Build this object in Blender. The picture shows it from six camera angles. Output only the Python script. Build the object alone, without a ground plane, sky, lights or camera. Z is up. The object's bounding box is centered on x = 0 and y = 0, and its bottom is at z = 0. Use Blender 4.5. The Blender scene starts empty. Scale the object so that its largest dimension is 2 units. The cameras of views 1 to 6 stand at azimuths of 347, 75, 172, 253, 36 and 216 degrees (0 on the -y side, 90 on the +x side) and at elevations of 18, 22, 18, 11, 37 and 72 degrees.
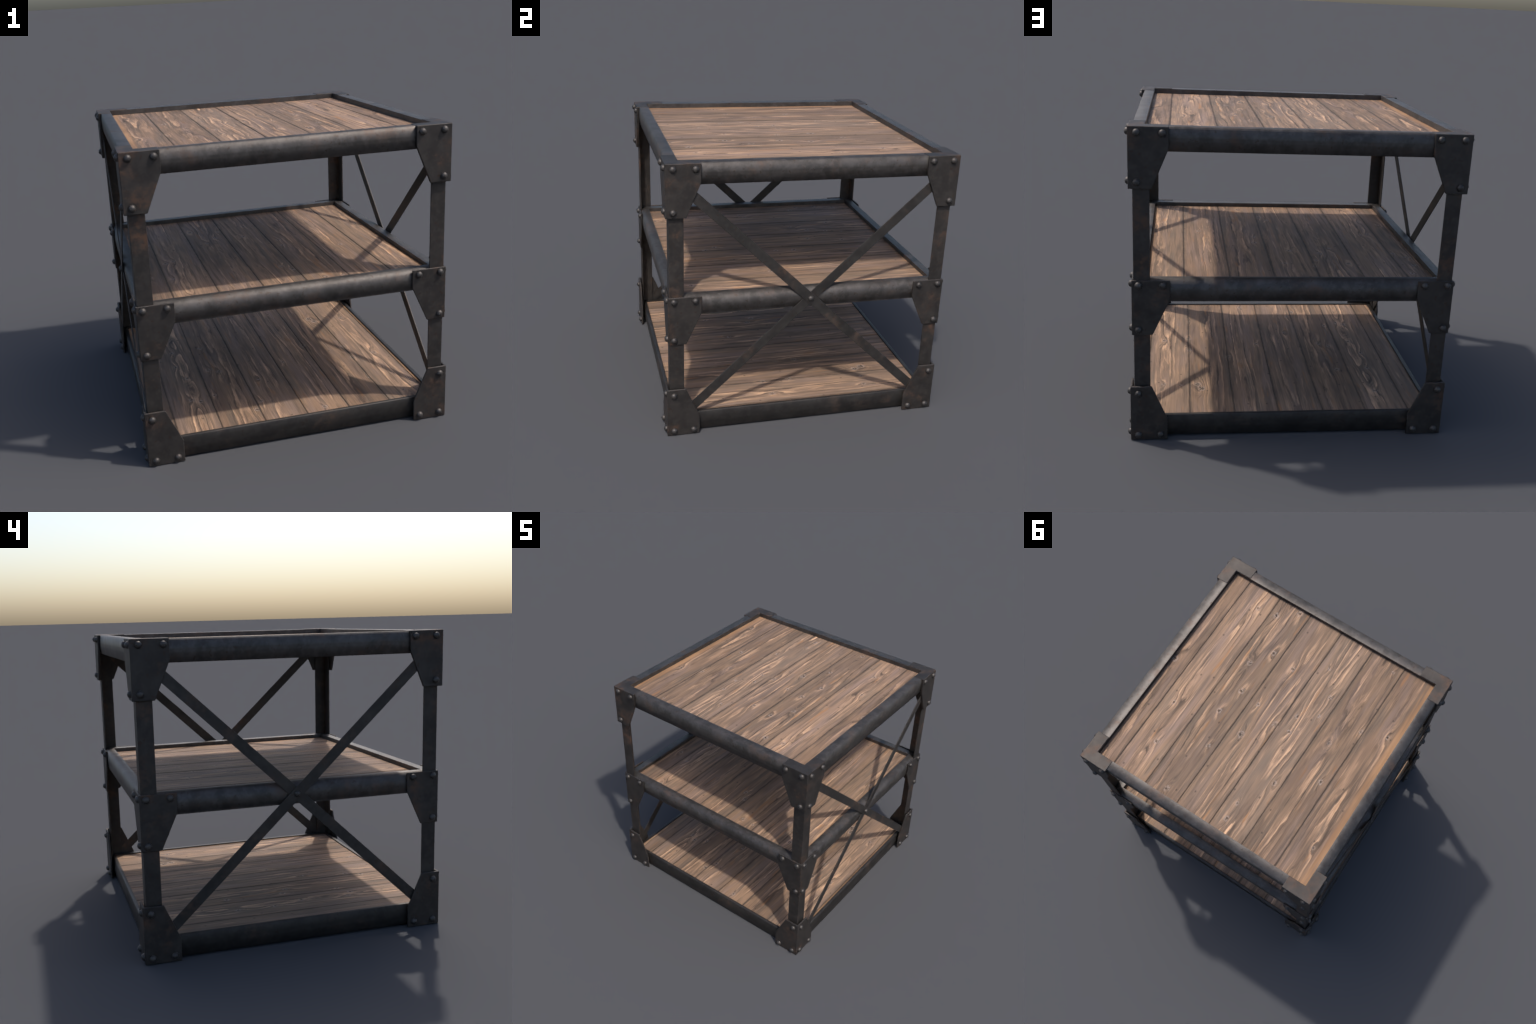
"""Square three-tier industrial table: riveted iron frame, plank shelves, X braces."""
import bpy, bmesh, math, random
from mathutils import Vector, Matrix

SEED = 11
COL = bpy.context.scene.collection

# --------------------------------------------------------------------------
# sizes (metres)
# --------------------------------------------------------------------------
LEG_OUT, LEG_IN, LEG_T = 0.957, 0.861, 0.009      # angle-iron legs
RIVET_R, RIVET_H = 0.0222, 0.0192

# per shelf: beam profile limits, plank plane, seam phase and plank width
SHELVES = [
    dict(name="top", beam_out=0.9605, beam_in=0.886, z0=1.792, z1=1.9305, wood=1.8945,
         half=0.8855, seam=0.7515, width=0.2768, edge=0.0035, strip=(-1, 0.824), tilt=(46, -38)),
    dict(name="middle", beam_out=0.9545, beam_in=0.886, z0=0.901, z1=1.0375, wood=1.0075,
         half=0.8855, seam=0.6625, width=0.2775, edge=0.014, strip=(1, 0.850), tilt=(52, -38)),
    dict(name="bottom", beam_out=0.9470, beam_in=0.918, z0=0.012, z1=0.1500, wood=0.1410,
         half=0.9175, seam=0.6175, width=0.2790, edge=0.005, strip=(1, 0.885), tilt=(18, -20)),
]

# gusset brackets: outline as (distance from table centre, height)
BRACKETS = [
    dict(out=0.980, t=0.019, cap=True,
         outline=[(0.980, 1.9335), (0.7535, 1.9335), (0.7535, 1.811), (0.848, 1.5825), (0.980, 1.5825)],
         rivets=[(0.930, 1.8985), (0.789, 1.8975), (0.931, 1.621)]),
    dict(out=0.968, t=0.0115, cap=False,
         outline=[(0.968, 1.0385), (0.743, 1.0385), (0.744, 0.919), (0.846, 0.695), (0.968, 0.695)],
         rivets=[(0.928, 1.0075), (0.786, 1.0070), (0.928, 0.730)]),
    dict(out=0.981, t=0.0145, cap=False,
         outline=[(0.981, 0.362), (0.853, 0.362), (0.757, 0.142), (0.757, 0.0), (0.981, 0.0)],
         rivets=[(0.934, 0.3155), (0.934, 0.037), (0.799, 0.037)]),
]

# knots that can be picked out on the top shelf: (x, y, radius)
TOP_KNOTS = [
    (0.577, -0.72, .019), (0.422, -0.744, .024), (0.279, -0.855, .026), (0.267, -0.468, .020),
    (0.075, -0.433, .020), (-0.155, -0.58, .014), (-0.294, -0.223, .015), (-0.284, -0.389, .018),
    (0.373, -0.304, .020), (0.297, -0.081, .022), (0.134, -0.058, .018), (-0.061, 0.007, .024),
    (0.109, 0.206, .026), (0.347, 0.139, .020), (0.257, 0.407, .018), (-0.162, -0.136, .018),
    (-0.176, -0.002, .018), (-0.618, -0.283, .018), (-0.471, -0.082, .018), (-0.569, -0.814, .013),
    (0.866, -0.03, .024), (-0.572, 0.2, .020), (-0.302, 0.384, .018), (-0.162, 0.652, .014),
    (-0.161, 0.784, .020), (0.321, 0.833, .022), (0.592, 0.581, .022), (-0.785, 0.629, .014),
    (0.665, 0.265, .018), (-0.80, -0.35, .016),
]

# --------------------------------------------------------------------------
# scene helpers
# --------------------------------------------------------------------------

def link(obj, parent=None):
    COL.objects.link(obj)
    if parent is not None:
        obj.parent = parent
    return obj


def empty(name, parent=None, loc=(0, 0, 0)):
    e = bpy.data.objects.new(name, None)
    e.empty_display_size = 0.1
    e.location = loc
    return link(e, parent)


def finish(bm, name, mat, smooth=True):
    bmesh.ops.recalc_face_normals(bm, faces=bm.faces)
    me = bpy.data.meshes.new(name)
    bm.to_mesh(me)
    bm.free()
    me.materials.append(mat)
    for p in me.polygons:
        p.use_smooth = smooth
    return me


def bevel(obj, width, segments=2, angle=30):
    m = obj.modifiers.new("rounded_edges", 'BEVEL')
    m.width, m.segments, m.limit_method = width, segments, 'ANGLE'
    m.angle_limit = math.radians(angle)
    m.harden_normals = True
    return obj


def prism(bm, outline, to3d, d0, d1):
    """Extrude a 2D outline between two depths; to3d maps (a, b, depth) to a point."""
    n = len(outline)
    lo = [bm.verts.new(to3d(a, b, d0)) for a, b in outline]
    hi = [bm.verts.new(to3d(a, b, d1)) for a, b in outline]
    bm.faces.new(lo)
    bm.faces.new(hi[::-1])
    for i in range(n):
        j = (i + 1) % n
        bm.faces.new((lo[i], hi[i], hi[j], lo[j]))


def box(bm, x0, x1, y0, y1, z0, z1):
    prism(bm, [(x0, y0), (x1, y0), (x1, y1), (x0, y1)], lambda a, b, d: (a, b, d), z0, z1)

# --------------------------------------------------------------------------
# node helpers
# --------------------------------------------------------------------------

class Nodes:
    def __init__(self, name):
        self.mat = bpy.data.materials.new(name)
        self.mat.use_nodes = True
        self.t = self.mat.node_tree
        self.t.nodes.clear()
        self.out = self.t.nodes.new('ShaderNodeOutputMaterial')
        self.bsdf = self.t.nodes.new('ShaderNodeBsdfPrincipled')
        self.t.links.new(self.bsdf.outputs[0], self.out.inputs[0])

    def put(self, socket, v):
        if hasattr(v, 'is_linked'):
            self.t.links.new(v, socket)
        elif isinstance(v, (tuple, list)):
            socket.default_value = tuple(v) + (1.0,) * (len(socket.default_value) - len(v))
        else:
            socket.default_value = v

    def node(self, kind, **attrs):
        n = self.t.nodes.new(kind)
        for k, v in attrs.items():
            setattr(n, k, v)
        return n

    def m(self, op, a, b=0.0, c=0.0, clamp=False):
        n = self.node('ShaderNodeMath', operation=op, use_clamp=clamp)
        for s, v in zip(n.inputs, (a, b, c)):
            self.put(s, v)
        return n.outputs[0]

    def vm(self, op, a, b=(0, 0, 0), out=0):
        n = self.node('ShaderNodeVectorMath', operation=op)
        self.put(n.inputs[0], a)
        self.put(n.inputs[1], b)
        return n.outputs[out]

    def step(self, x, lo, hi):
        n = self.node('ShaderNodeMapRange', interpolation_type='SMOOTHSTEP')
        for s, v in zip(n.inputs, (x, lo, hi, 0.0, 1.0)):
            self.put(s, v)
        return n.outputs[0]

    def noise(self, vec, scale, detail=2.0, rough=0.5, w=None, dist=0.0, color=False):
        n = self.node('ShaderNodeTexNoise', noise_dimensions='4D' if w is not None else '3D')
        self.put(n.inputs['Vector'], vec)
        if w is not None:
            self.put(n.inputs['W'], w)
        n.inputs['Scale'].default_value = scale
        n.inputs['Detail'].default_value = detail
        n.inputs['Roughness'].default_value = rough
        n.inputs['Distortion'].default_value = dist
        return n.outputs['Color' if color else 'Fac']

    def mix(self, fac, a, b, mode='MIX'):
        n = self.node('ShaderNodeMix', data_type='RGBA', blend_type=mode)
        self.put(n.inputs[0], fac)
        self.put(n.inputs[6], a)
        self.put(n.inputs[7], b)
        return n.outputs[2]

    def xyz(self, v):
        n = self.node('ShaderNodeSeparateXYZ')
        self.put(n.inputs[0], v)
        return n.outputs

    def vec(self, x, y, z):
        n = self.node('ShaderNodeCombineXYZ')
        for s, v in zip(n.inputs, (x, y, z)):
            self.put(s, v)
        return n.outputs[0]

    def obj(self):
        return self.node('ShaderNodeTexCoord').outputs['Object']

    def rand(self):
        return self.node('ShaderNodeObjectInfo').outputs['Random']

    def bump(self, height, strength, distance):
        n = self.node('ShaderNodeBump')
        n.inputs['Strength'].default_value = strength
        n.inputs['Distance'].default_value = distance
        self.put(n.inputs['Height'], height)
        self.put(self.bsdf.inputs['Normal'], n.outputs[0])

    def set(self, **kw):
        names = dict(color='Base Color', rough='Roughness', metal='Metallic',
                     spec='Specular IOR Level')
        for k, v in kw.items():
            self.put(self.bsdf.inputs[names[k]], v)

# --------------------------------------------------------------------------
# materials
# --------------------------------------------------------------------------

def iron(name, dark, mid, light, rust, rust_amount, metal, rough, light_amount=0.5):
    """Old blackened steel: cloudy greys, small dark specks, brown rust bloom."""
    n = Nodes(name)
    w = n.m('MULTIPLY', n.rand(), 40.0)
    p = n.obj()
    cloud = n.noise(p, 9.0, 4.0, 0.6, w)
    mottle = n.noise(p, 27.0, 4.0, 0.60, w)
    speck = n.noise(p, 40.0, 3.0, 0.5, w, 0.4)
    bloom = n.noise(p, 6.5, 5.0, 0.62, n.m('ADD', w, 7.0))
    base = n.mix(n.step(cloud, 0.36, 0.64), dark, mid)
    base = n.mix(n.m('MULTIPLY', n.step(mottle, 0.43, 0.71), light_amount), base, light)
    rmask = n.m('MULTIPLY', n.step(bloom, 0.50, 0.72), n.step(mottle, 0.30, 0.62))
    base = n.mix(n.m('MULTIPLY', rmask, rust_amount), base, rust)
    smask = n.m('MULTIPLY', n.step(speck, 0.60, 0.70), 0.65)
    base = n.mix(smask, base, n.mix(0.40, n.mix(0.35, dark, (0.02, 0.018, 0.017)), rust))
    n.set(color=base,
          metal=n.m('MULTIPLY', metal, n.m('SUBTRACT', 1.0, n.m('MULTIPLY', rmask, 0.6))),
          rough=n.m('ADD', rough, n.m('MULTIPLY', n.m('SUBTRACT', mottle, 0.5), 0.25)),
          spec=0.35)
    n.bump(n.m('ADD', n.m('MULTIPLY', mottle, 0.6), n.m('MULTIPLY', speck, 0.4)), 0.16, 0.004)
    return n.mat


def wood(name, seam, width, strip, knots, seed):
    """Weathered pine boards running along y: cathedral grain, knots, dark seams."""
    n = Nodes(name)
    x, y, z = n.xyz(n.obj())
    # which board, and where across it
    f = n.m('DIVIDE', n.m('SUBTRACT', x, seam), width)
    board = n.m('FLOOR', f)
    u = n.m('MULTIPLY', n.m('SUBTRACT', n.m('FRACT', f), 0.5), width)
    wn = n.node('ShaderNodeTexWhiteNoise', noise_dimensions='1D')
    n.put(wn.inputs['W'], n.m('ADD', board, seed * 3.17))
    r1, r2, r3 = n.xyz(wn.outputs['Color'])
    w = n.m('ADD', n.m('MULTIPLY', board, 3.7), seed * 11.0)

    # knots: smooth hills that the growth rings flow round
    hill, core = None, None
    for kx, ky, kr in knots:
        d = n.vm('MULTIPLY', n.vm('SUBTRACT', n.vec(x, y, 0.0), (kx, ky, 0)), (1 / kr, 0.40 / kr, 0))
        q = n.vm('DOT_PRODUCT', d, d, 1)
        h = n.m('POWER', 2.718, n.m('MULTIPLY', q, -0.30))
        d2 = n.vm('MULTIPLY', n.vm('SUBTRACT', n.vec(x, y, 0.0), (kx, ky, 0)), (1 / kr, 0.85 / kr, 0))
        c = n.m('POWER', 2.718, n.m('MULTIPLY', n.vm('DOT_PRODUCT', d2, d2, 1), -1.3))
        hill = h if hill is None else n.m('ADD', hill, h)
        core = c if core is None else n.m('ADD', core, c)

    # growth-ring field; its contour lines are the grain
    sway = n.noise(n.vec(u, n.m('MULTIPLY', y, 0.055), 0.0), 8.0, 1.0, 0.4, w)
    island = n.noise(n.vec(u, n.m('MULTIPLY', y, 0.13), 1.7), 11.0, 1.0, 0.4, w)
    ripple = n.noise(n.vec(u, n.m('MULTIPLY', y, 0.18), 2.7), 44.0, 3.0, 0.5, w)
    pith = n.m('MULTIPLY', n.m('SUBTRACT', r1, 0.5), 0.08)
    du = n.m('SUBTRACT', u, pith)
    arch = n.m('SQRT', n.m('ADD', n.m('MULTIPLY', du, du), 0.0005))
    field = n.m('MULTIPLY', arch, 26.0)
    field = n.m('ADD', field, n.m('MULTIPLY', sway, 3.0))
    field = n.m('ADD', field, n.m('MULTIPLY', island, 1.9))
    field = n.m('ADD', field, n.m('MULTIPLY', ripple, 0.75))
    field = n.m('ADD', field, n.m('MULTIPLY', y, n.m('MULTIPLY', n.m('SUBTRACT', r2, 0.5), 1.6)))
    field = n.m('ADD', field, n.m('MULTIPLY', hill, 0.75))
    ring = n.m('ADD', 0.5, n.m('MULTIPLY', n.m('SINE', n.m('MULTIPLY', field, 6.283)), 0.5))
    saw = n.m('FRACT', field)
    pale = n.m('MULTIPLY', n.step(saw, 0.42, 0.93), n.step(saw, 1.0, 0.945))
    late = n.m('MULTIPLY', n.step(saw, 0.34, 0.04), n.step(saw, 0.0, 0.045))
    fine_ring = n.m('ADD', 0.5, n.m('MULTIPLY', n.m('SINE', n.m('MULTIPLY', field, 25.2)), 0.5))

    # fibres
    fibre = n.noise(n.vec(x, n.m('MULTIPLY', y, 0.028), 0.0), 185.0, 3.0, 0.6, w)
    streak = n.noise(n.vec(x, n.m('MULTIPLY', y, 0.050), 3.0), 42.0, 3.0, 0.55, w)
    patch = n.noise(n.vec(x, n.m('MULTIPLY', y, 0.30), 9.0), 6.0, 3.0, 0.55, w)
    hue = n.noise(n.vec(x, n.m('MULTIPLY', y, 0.12), 8.0), 13.0, 2.0, 0.5, w)
    figure = n.noise(n.vec(x, n.m('MULTIPLY', y, 0.22), 5.0), 8.0, 2.0, 0.5, n.m('ADD', w, 1.3))
    flame = n.noise(n.vec(x, n.m('MULTIPLY', y, 0.13), 7.0), 26.0, 2.0, 0.5, n.m('ADD', w, 3.3))
    # strong figure keeps to the middle of each board
    middle = n.m('SUBTRACT', 1.0, n.step(n.m('ABSOLUTE', du), 0.040, 0.095))
    show = n.m('MULTIPLY', n.step(figure, 0.34, 0.58), n.m('ADD', 0.18, n.m('MULTIPLY', middle, 0.82)))
    show = n.m('MAXIMUM', show, n.m('MULTIPLY', n.step(hill, 0.15, 0.7), 0.6), clamp=True)

    brown, tan = (0.226, 0.146, 0.101), (0.325, 0.206, 0.132)
    mauve, grey, dark = (0.256, 0.178, 0.142), (0.180, 0.133, 0.101), (0.074, 0.054, 0.043)
    light, orange, silver = (0.64, 0.395, 0.245), (0.38, 0.180, 0.075), (0.36, 0.285, 0.240)
    base = n.mix(n.step(patch, 0.36, 0.64), brown, tan)
    base = n.mix(n.m('MULTIPLY', n.step(hue, 0.46, 0.66), 0.75), base, mauve)
    base = n.mix(n.m('MULTIPLY', n.step(r2, 0.55, 1.0), 0.35), base, grey)
    base = n.mix(n.m('MULTIPLY', n.step(hue, 0.46, 0.32), 0.80), base, grey)
    base = n.mix(n.m('MULTIPLY', n.step(streak, 0.50, 0.64), 0.62), base, n.mix(0.5, grey, dark))
    base = n.mix(n.m('MULTIPLY', n.step(fine_ring, 0.55, 1.0), n.m('MULTIPLY', show, 0.20)), base, light)
    base = n.mix(n.m('MULTIPLY', late, n.m('MULTIPLY', show, n.m('ADD', 0.42, n.m('MULTIPLY', n.step(flame, 0.40, 0.62), 0.5)))),
                 base, dark)
    base = n.mix(n.m('MULTIPLY', pale, n.m('MULTIPLY', show, n.m('MULTIPLY', n.step(fibre, 0.26, 0.56), n.m('ADD', 0.12, n.m('MULTIPLY', n.step(flame, 0.60, 0.40), 0.88))))),
                 base, light)
    omask = n.noise(n.vec(x, n.m('MULTIPLY', y, 0.13), 4.0), 24.0, 2.0, 0.5, n.m('ADD', w, 5.0))
    base = n.mix(n.m('MULTIPLY', n.step(omask, 0.62, 0.74), 0.55), base, orange)
    gmask = n.noise(n.vec(x, n.m('MULTIPLY', y, 0.09), 6.0), 32.0, 2.0, 0.5, n.m('ADD', w, 9.0))
    base = n.mix(n.m('MULTIPLY', n.step(gmask, 0.62, 0.74), 0.50), base, dark)
    base = n.mix(n.m('MULTIPLY', n.step(gmask, 0.36, 0.26), 0.45), base, light)
    # fibre contrast
    shade = n.m('ADD', 0.70, n.m('MULTIPLY', fibre, 0.60))
    tone = n.m('ADD', 0.80, n.m('MULTIPLY', r3, 0.26))
    base = n.mix(1.0, base, n.vec(*[n.m('MULTIPLY', shade, tone)] * 3), 'MULTIPLY')
    # knots: pale crushed rim, dark off-centre heart
    crack = n.noise(n.vec(x, y, 0.0), 70.0, 3.0, 0.6)
    rim = n.m('MULTIPLY', n.step(core, 0.10, 0.45), n.step(crack, 0.40, 0.62))
    base = n.mix(n.m('MULTIPLY', rim, 0.60), base, silver)
    heart = n.m('MULTIPLY', n.step(core, 0.62, 0.95), n.step(crack, 0.62, 0.42))
    base = n.mix(n.m('MULTIPLY', heart, 0.85), base, (0.035, 0.028, 0.025))
    # pin holes
    vor = n.node('ShaderNodeTexVoronoi', feature='F1', voronoi_dimensions='2D')
    n.put(vor.inputs['Vector'], n.vec(n.m('ADD', x, seed * 0.37), n.m('MULTIPLY', y, 0.8), 0.0))
    vor.inputs['Scale'].default_value = 5.5
    cr, cg, cb = n.xyz(vor.outputs['Color'])
    pin = n.m('MULTIPLY', n.step(vor.outputs['Distance'], 0.050, 0.022), n.m('GREATER_THAN', cr, 0.45))
    base = n.mix(n.m('MULTIPLY', pin, 0.6), base, (0.06, 0.045, 0.038))
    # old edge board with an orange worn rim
    side, start = strip
    s = n.m('MULTIPLY', x, float(side))
    smask = n.m('MULTIPLY', n.step(s, start, start + 0.03), n.step(streak, 0.25, 0.5))
    base = n.mix(n.m('MULTIPLY', smask, 0.75), base, n.mix(n.step(patch, 0.35, 0.62), (0.25, 0.135, 0.068), (0.38, 0.215, 0.115)))
    # dark bands beside the seams, narrow core and softer margin
    wob = n.m('MULTIPLY', n.m('SUBTRACT', n.noise(n.vec(x, n.m('MULTIPLY', y, 0.5), 2.0), 22.0, 3.0, 0.6, w), 0.5), 0.014)
    uneven = n.step(n.noise(n.vec(n.m('MULTIPLY', board, 2.3), n.m('MULTIPLY', y, 1.0), 12.0), 5.0, 3.0, 0.6), 0.34, 0.62)
    near = n.m('SUBTRACT', width * 0.5, n.m('ADD', n.m('ABSOLUTE', u), wob))
    seam_dark = n.step(near, 0.0100, 0.0010)
    seam_soft = n.step(near, n.m('ADD', 0.014, n.m('MULTIPLY', uneven, 0.022)), 0.002)
    base = n.mix(n.m('MULTIPLY', seam_soft, 0.34), base, (0.105, 0.078, 0.058))
    base = n.mix(n.m('MULTIPLY', seam_dark, n.m('ADD', 0.38, n.m('MULTIPLY', uneven, 0.42))), base, (0.062, 0.047, 0.038))
    n.set(color=base, rough=n.m('ADD', 0.52, n.m('MULTIPLY', streak, 0.16)), spec=0.09)
    height = n.m('ADD', n.m('MULTIPLY', n.m('MULTIPLY', pale, show), 0.9), n.m('MULTIPLY', fibre, 0.8))
    height = n.m('SUBTRACT', height, n.m('MULTIPLY', heart, 1.6))
    height = n.m('SUBTRACT', height, n.m('MULTIPLY', seam_dark, 2.2))
    n.bump(height, 0.35, 0.006)
    return n.mat


BEAM = iron("worn_steel_beam", (0.070, 0.063, 0.059), (0.104, 0.094, 0.088), (0.152, 0.138, 0.129),
            (0.096, 0.054, 0.036), 0.80, 0.80, 0.54, 0.48)
BEAM_LOW = iron("darker_steel_beam", (0.046, 0.042, 0.040), (0.064, 0.058, 0.054), (0.084, 0.077, 0.072),
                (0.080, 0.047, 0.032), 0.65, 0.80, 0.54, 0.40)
PLATE = iron("dark_iron_plate", (0.057, 0.051, 0.048), (0.076, 0.067, 0.062), (0.106, 0.094, 0.086),
             (0.120, 0.062, 0.037), 0.85, 0.82, 0.62, 0.50)
STRAP = iron("dark_iron_strap", (0.060, 0.055, 0.052), (0.080, 0.072, 0.067), (0.108, 0.098, 0.091),
             (0.122, 0.067, 0.042), 0.70, 0.82, 0.58, 0.40)
RIVET = iron("rivet_iron", (0.068, 0.062, 0.059), (0.090, 0.082, 0.077), (0.116, 0.106, 0.099),
             (0.100, 0.064, 0.048), 0.35, 0.78, 0.54, 0.40)

# --------------------------------------------------------------------------
# table
# --------------------------------------------------------------------------
table = empty("shelf_table")
table["label"] = "square three-tier table, dark riveted iron frame, weathered plank shelves"
table["category"] = "shelf table"


def beam_mesh(s):
    """Edge rail: flat top, softly bulging outer face; mitred ends. Runs along x at -y."""
    o, i, z0, z1, e = s["beam_out"], s["beam_in"], s["z0"], s["z1"], s["edge"]
    prof, tilt = [], []
    prof.append((i, z1 - 0.001)); tilt.append(math.radians(92))
    prof.append((o - e - 0.004, z1)); tilt.append(math.radians(60))
    # rounded upper edge
    for k in range(5):
        a = math.radians(72 - k * 10)
        prof.append((o - 0.0035 - e + e * math.cos(a), z1 - e + e * math.sin(a)))
        tilt.append(math.radians(60 + (s["tilt"][0] - 60) * k / 4))
    a0 = math.radians(30)
    # bulging face
    zt = z1 - e + e * math.sin(a0)
    steps = 14
    for k in range(1, steps + 1):
        t = k / steps
        bulge = 0.0045 * (1 - (2 * t - 0.9) ** 2) - 0.006 * max(0.0, t - 0.55)
        prof.append((o - 0.0045 + bulge, zt + (z0 - zt) * t))
        tilt.append(math.radians(s["tilt"][0] + (s["tilt"][1] - s["tilt"][0]) * t ** 0.85))
    prof.append((i, z0)); tilt.append(None)
    bm = bmesh.new()
    segs = 24
    rows = []
    for c in range(segs + 1):
        f = -1 + 2 * c / segs
        rows.append([bm.verts.new((f * (out - 0.0006), -out, z)) for out, z in prof])
    n = len(prof)
    for c in range(segs):
        for k in range(n):
            j = (k + 1) % n
            bm.faces.new((rows[c][k], rows[c + 1][k], rows[c + 1][j], rows[c][j]))
    bm.faces.new(rows[0]); bm.faces.new(rows[-1][::-1])
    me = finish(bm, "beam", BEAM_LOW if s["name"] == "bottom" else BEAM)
    # rolled-section shading on the outer face, crisp elsewhere
    lut = {(round(a, 5), round(b, 5)): t for (a, b), t in zip(prof, tilt)}
    normals = []
    for p in me.polygons:
        keys = [(round(-me.vertices[v].co.y, 5), round(me.vertices[v].co.z, 5)) for v in p.vertices]
        vals = [lut.get(k) for k in keys]
        if any(v is None for v in vals) or p.normal.y > 0.9 or p.normal.y > -0.05 and abs(p.normal.x) > 0.5:
            normals += [p.normal.copy()] * len(p.vertices)
        else:
            normals += [Vector((0, -math.cos(v), math.sin(v))) for v in vals]
    me.normals_split_custom_set(normals)
    return me


def build_shelf(s, number):
    shelf = empty("shelf", table, (0, 0, s["z0"]))
    me = beam_mesh(s)
    for k in range(4):
        b = link(bpy.data.objects.new("beam", me), shelf)
        b.matrix_parent_inverse = shelf.matrix_basis.inverted()
        b.rotation_euler[2] = k * math.pi / 2
    if s["name"] == "top":
        knots = TOP_KNOTS
    else:
        rng = random.Random(SEED + number)
        knots = [(rng.uniform(-.88, .88), rng.uniform(-.88, .88), rng.uniform(.014, .026)) for _ in range(26)]
    mat = wood(s["name"] + "_shelf_boards", s["seam"], s["width"], s["strip"], knots, number + 1)
    h, w = s["half"], s["width"]
    rng = random.Random(SEED * 7 + number)
    edges, x = [], s["seam"] + 2 * w
    while x > -h - w:
        edges.append(x)
        x -= w
    for right, left in zip(edges, edges[1:]):
        r, l = min(right - 0.0003, h), max(left + 0.0003, -h)
        if r - l < 0.012:
            continue
        z = s["wood"] + rng.uniform(-0.0007, 0.0007)
        bm = bmesh.new()
        box(bm, l, r, -h, h, z - 0.034, z)
        p = link(bpy.data.objects.new("plank", finish(bm, "plank", mat)), shelf)
        p.matrix_parent_inverse = shelf.matrix_basis.inverted()
        bevel(p, 0.0018, 2)


for number, s in enumerate(SHELVES):
    build_shelf(s, number)

# legs: angle iron, built for the (-x, -y) corner and turned to the other three
bm = bmesh.new()
a, b, t = -LEG_OUT, -LEG_IN, LEG_T
prism(bm, [(a, a), (b, a), (b, a + t), (a + t, a + t), (a + t, b), (a, b)],
      lambda p, q, d: (p, q, d), 0.012, 1.915)
leg_mesh = finish(bm, "leg", PLATE)
for k in range(4):
    leg = link(bpy.data.objects.new("leg", leg_mesh), table)
    leg.rotation_euler[2] = k * math.pi / 2
    bevel(leg, 0.003, 2)


def rivet_mesh():
    bm = bmesh.new()
    rings, segs = 7, 20
    rows = []
    for i in range(rings):
        a = (math.pi / 2) * i / rings
        r, z = RIVET_R * math.cos(a) ** 0.9, RIVET_H * math.sin(a)
        rows.append([bm.verts.new((r * math.cos(2 * math.pi * j / segs), r * math.sin(2 * math.pi * j / segs), z))
                     for j in range(segs)])
    foot = [bm.verts.new((v.co.x, v.co.y, -0.004)) for v in rows[0]]
    top = bm.verts.new((0, 0, RIVET_H))
    rows.insert(0, foot)
    for lo, hi in zip(rows, rows[1:]):
        for j in range(segs):
            bm.faces.new((lo[j], lo[(j + 1) % segs], hi[(j + 1) % segs], hi[j]))
    for j in range(segs):
        bm.faces.new((rows[-1][j], rows[-1][(j + 1) % segs], top))
    bm.faces.new(foot[::-1])
    return finish(bm, "rivet", RIVET)


RIVET_MESH = rivet_mesh()


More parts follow.
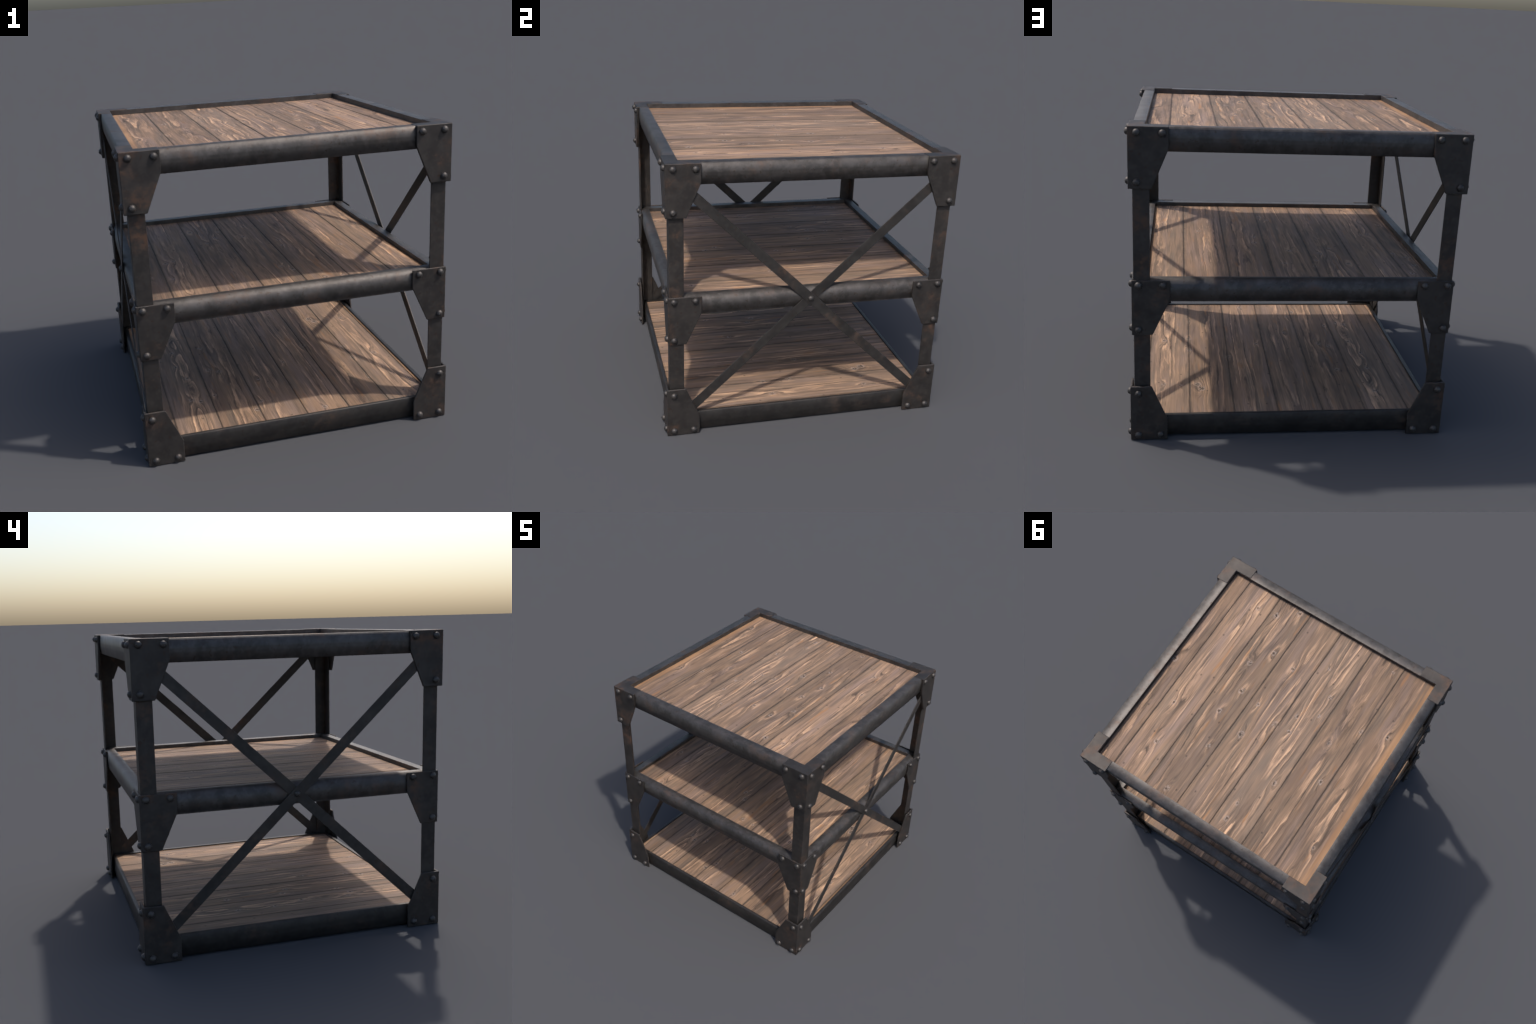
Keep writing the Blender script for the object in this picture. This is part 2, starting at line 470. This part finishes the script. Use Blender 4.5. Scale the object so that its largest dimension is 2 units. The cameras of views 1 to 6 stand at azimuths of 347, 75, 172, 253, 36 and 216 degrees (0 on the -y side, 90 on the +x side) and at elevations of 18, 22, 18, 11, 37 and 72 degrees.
def bracket_mesh(d):
    """Folded corner gusset for the (-x, -y) corner: two plates and, on top, an L-shaped cap."""
    o, t, line = d["out"], d["t"], d["outline"]
    bm = bmesh.new()
    def trim(u):                       # inner skin stops at the fold
        return min(u, o - t)
    # plate facing -y and plate facing -x share the fold edge: one closed shell
    m = len(line)
    outer_y = [bm.verts.new((-u, -o, z)) for u, z in line]
    inner_y = [bm.verts.new((-trim(u), -(o - t), z)) for u, z in line]
    fold = {i for i, (u, z) in enumerate(line) if abs(u - o) < 1e-6}
    outer_x = [outer_y[i] if i in fold else bm.verts.new((-o, -u, z)) for i, (u, z) in enumerate(line)]
    inner_x = [inner_y[i] if i in fold else bm.verts.new((-(o - t), -u, z)) for i, (u, z) in enumerate(line)]
    for out, inn in ((outer_y, inner_y), (outer_x, inner_x)):
        bm.faces.new(out); bm.faces.new(inn)
        for i in range(m):
            j = (i + 1) % m
            if i in fold and j in fold:
                continue
            bm.faces.new((out[i], out[j], inn[j], inn[i]))
    if d["cap"]:
        e, w, z1 = line[1][0], 0.886, line[0][1]
        k = o - 0.006
        prism(bm, [(-k, -k), (-e - 0.0005, -k), (-e - 0.0005, -w), (-w, -w), (-w, -e - 0.0005), (-k, -e - 0.0005)],
              lambda p, q, h: (p, q, h), z1 - 0.010, z1 - 0.0004)
    return finish(bm, "corner_bracket", PLATE)


for d in BRACKETS:
    me = bracket_mesh(d)
    for k in range(4):
        br = link(bpy.data.objects.new("corner_bracket", me), table)
        br.rotation_euler[2] = k * math.pi / 2
        bevel(br, 0.0075 if d["cap"] else 0.0052, 3)
        for u, z in d["rivets"]:
            for face in range(2):
                rv = link(bpy.data.objects.new("rivet", RIVET_MESH), br)
                if face == 0:                       # on the -y plate
                    rv.matrix_local = Matrix.Translation((-u, -d["out"], z)) @ Matrix.Rotation(math.pi / 2, 4, 'X')
                else:                               # on the -x plate
                    rv.matrix_local = Matrix.Translation((-d["out"], -u, z)) @ Matrix.Rotation(-math.pi / 2, 4, 'Y')

# X braces on the +x and -x sides: flat straps crossing at the middle, one riveted over the other
CZ, SLOPE, STRAP_W, STRAP_T = 0.967, 0.942, 0.0665, 0.0062


def brace_mesh(x0, rising):
    reach = 0.885
    dirn = Vector((0, 1, SLOPE * rising)).normalized()
    side = Vector((0, -dirn.z, dirn.y))
    L = reach / dirn.y
    bm = bmesh.new()
    pts = [(-L, -STRAP_W / 2), (L, -STRAP_W / 2), (L, STRAP_W / 2), (-L, STRAP_W / 2)]
    prism(bm, pts, lambda a, b, h: Vector((h, 0, CZ)) + dirn * a + side * b, x0, x0 + STRAP_T)
    return finish(bm, "cross_brace", STRAP)


for sign in (1, -1):
    for layer, rising in ((0, 1), (1, -1)):
        x0 = 0.9565 + layer * (STRAP_T + 0.0006)
        me = brace_mesh(x0, rising)
        if sign < 0:
            me.transform(Matrix.Scale(-1, 4, (1, 0, 0)))
            me.flip_normals()
        br = link(bpy.data.objects.new("cross_brace", me), table)
        bevel(br, 0.0015, 2)
        if layer == 1:
            rv = link(bpy.data.objects.new("rivet", RIVET_MESH), br)
            rv.matrix_local = (Matrix.Translation((sign * (x0 + STRAP_T), 0, CZ))
                               @ Matrix.Rotation(sign * math.pi / 2, 4, 'Y') @ Matrix.Scale(0.92, 4))
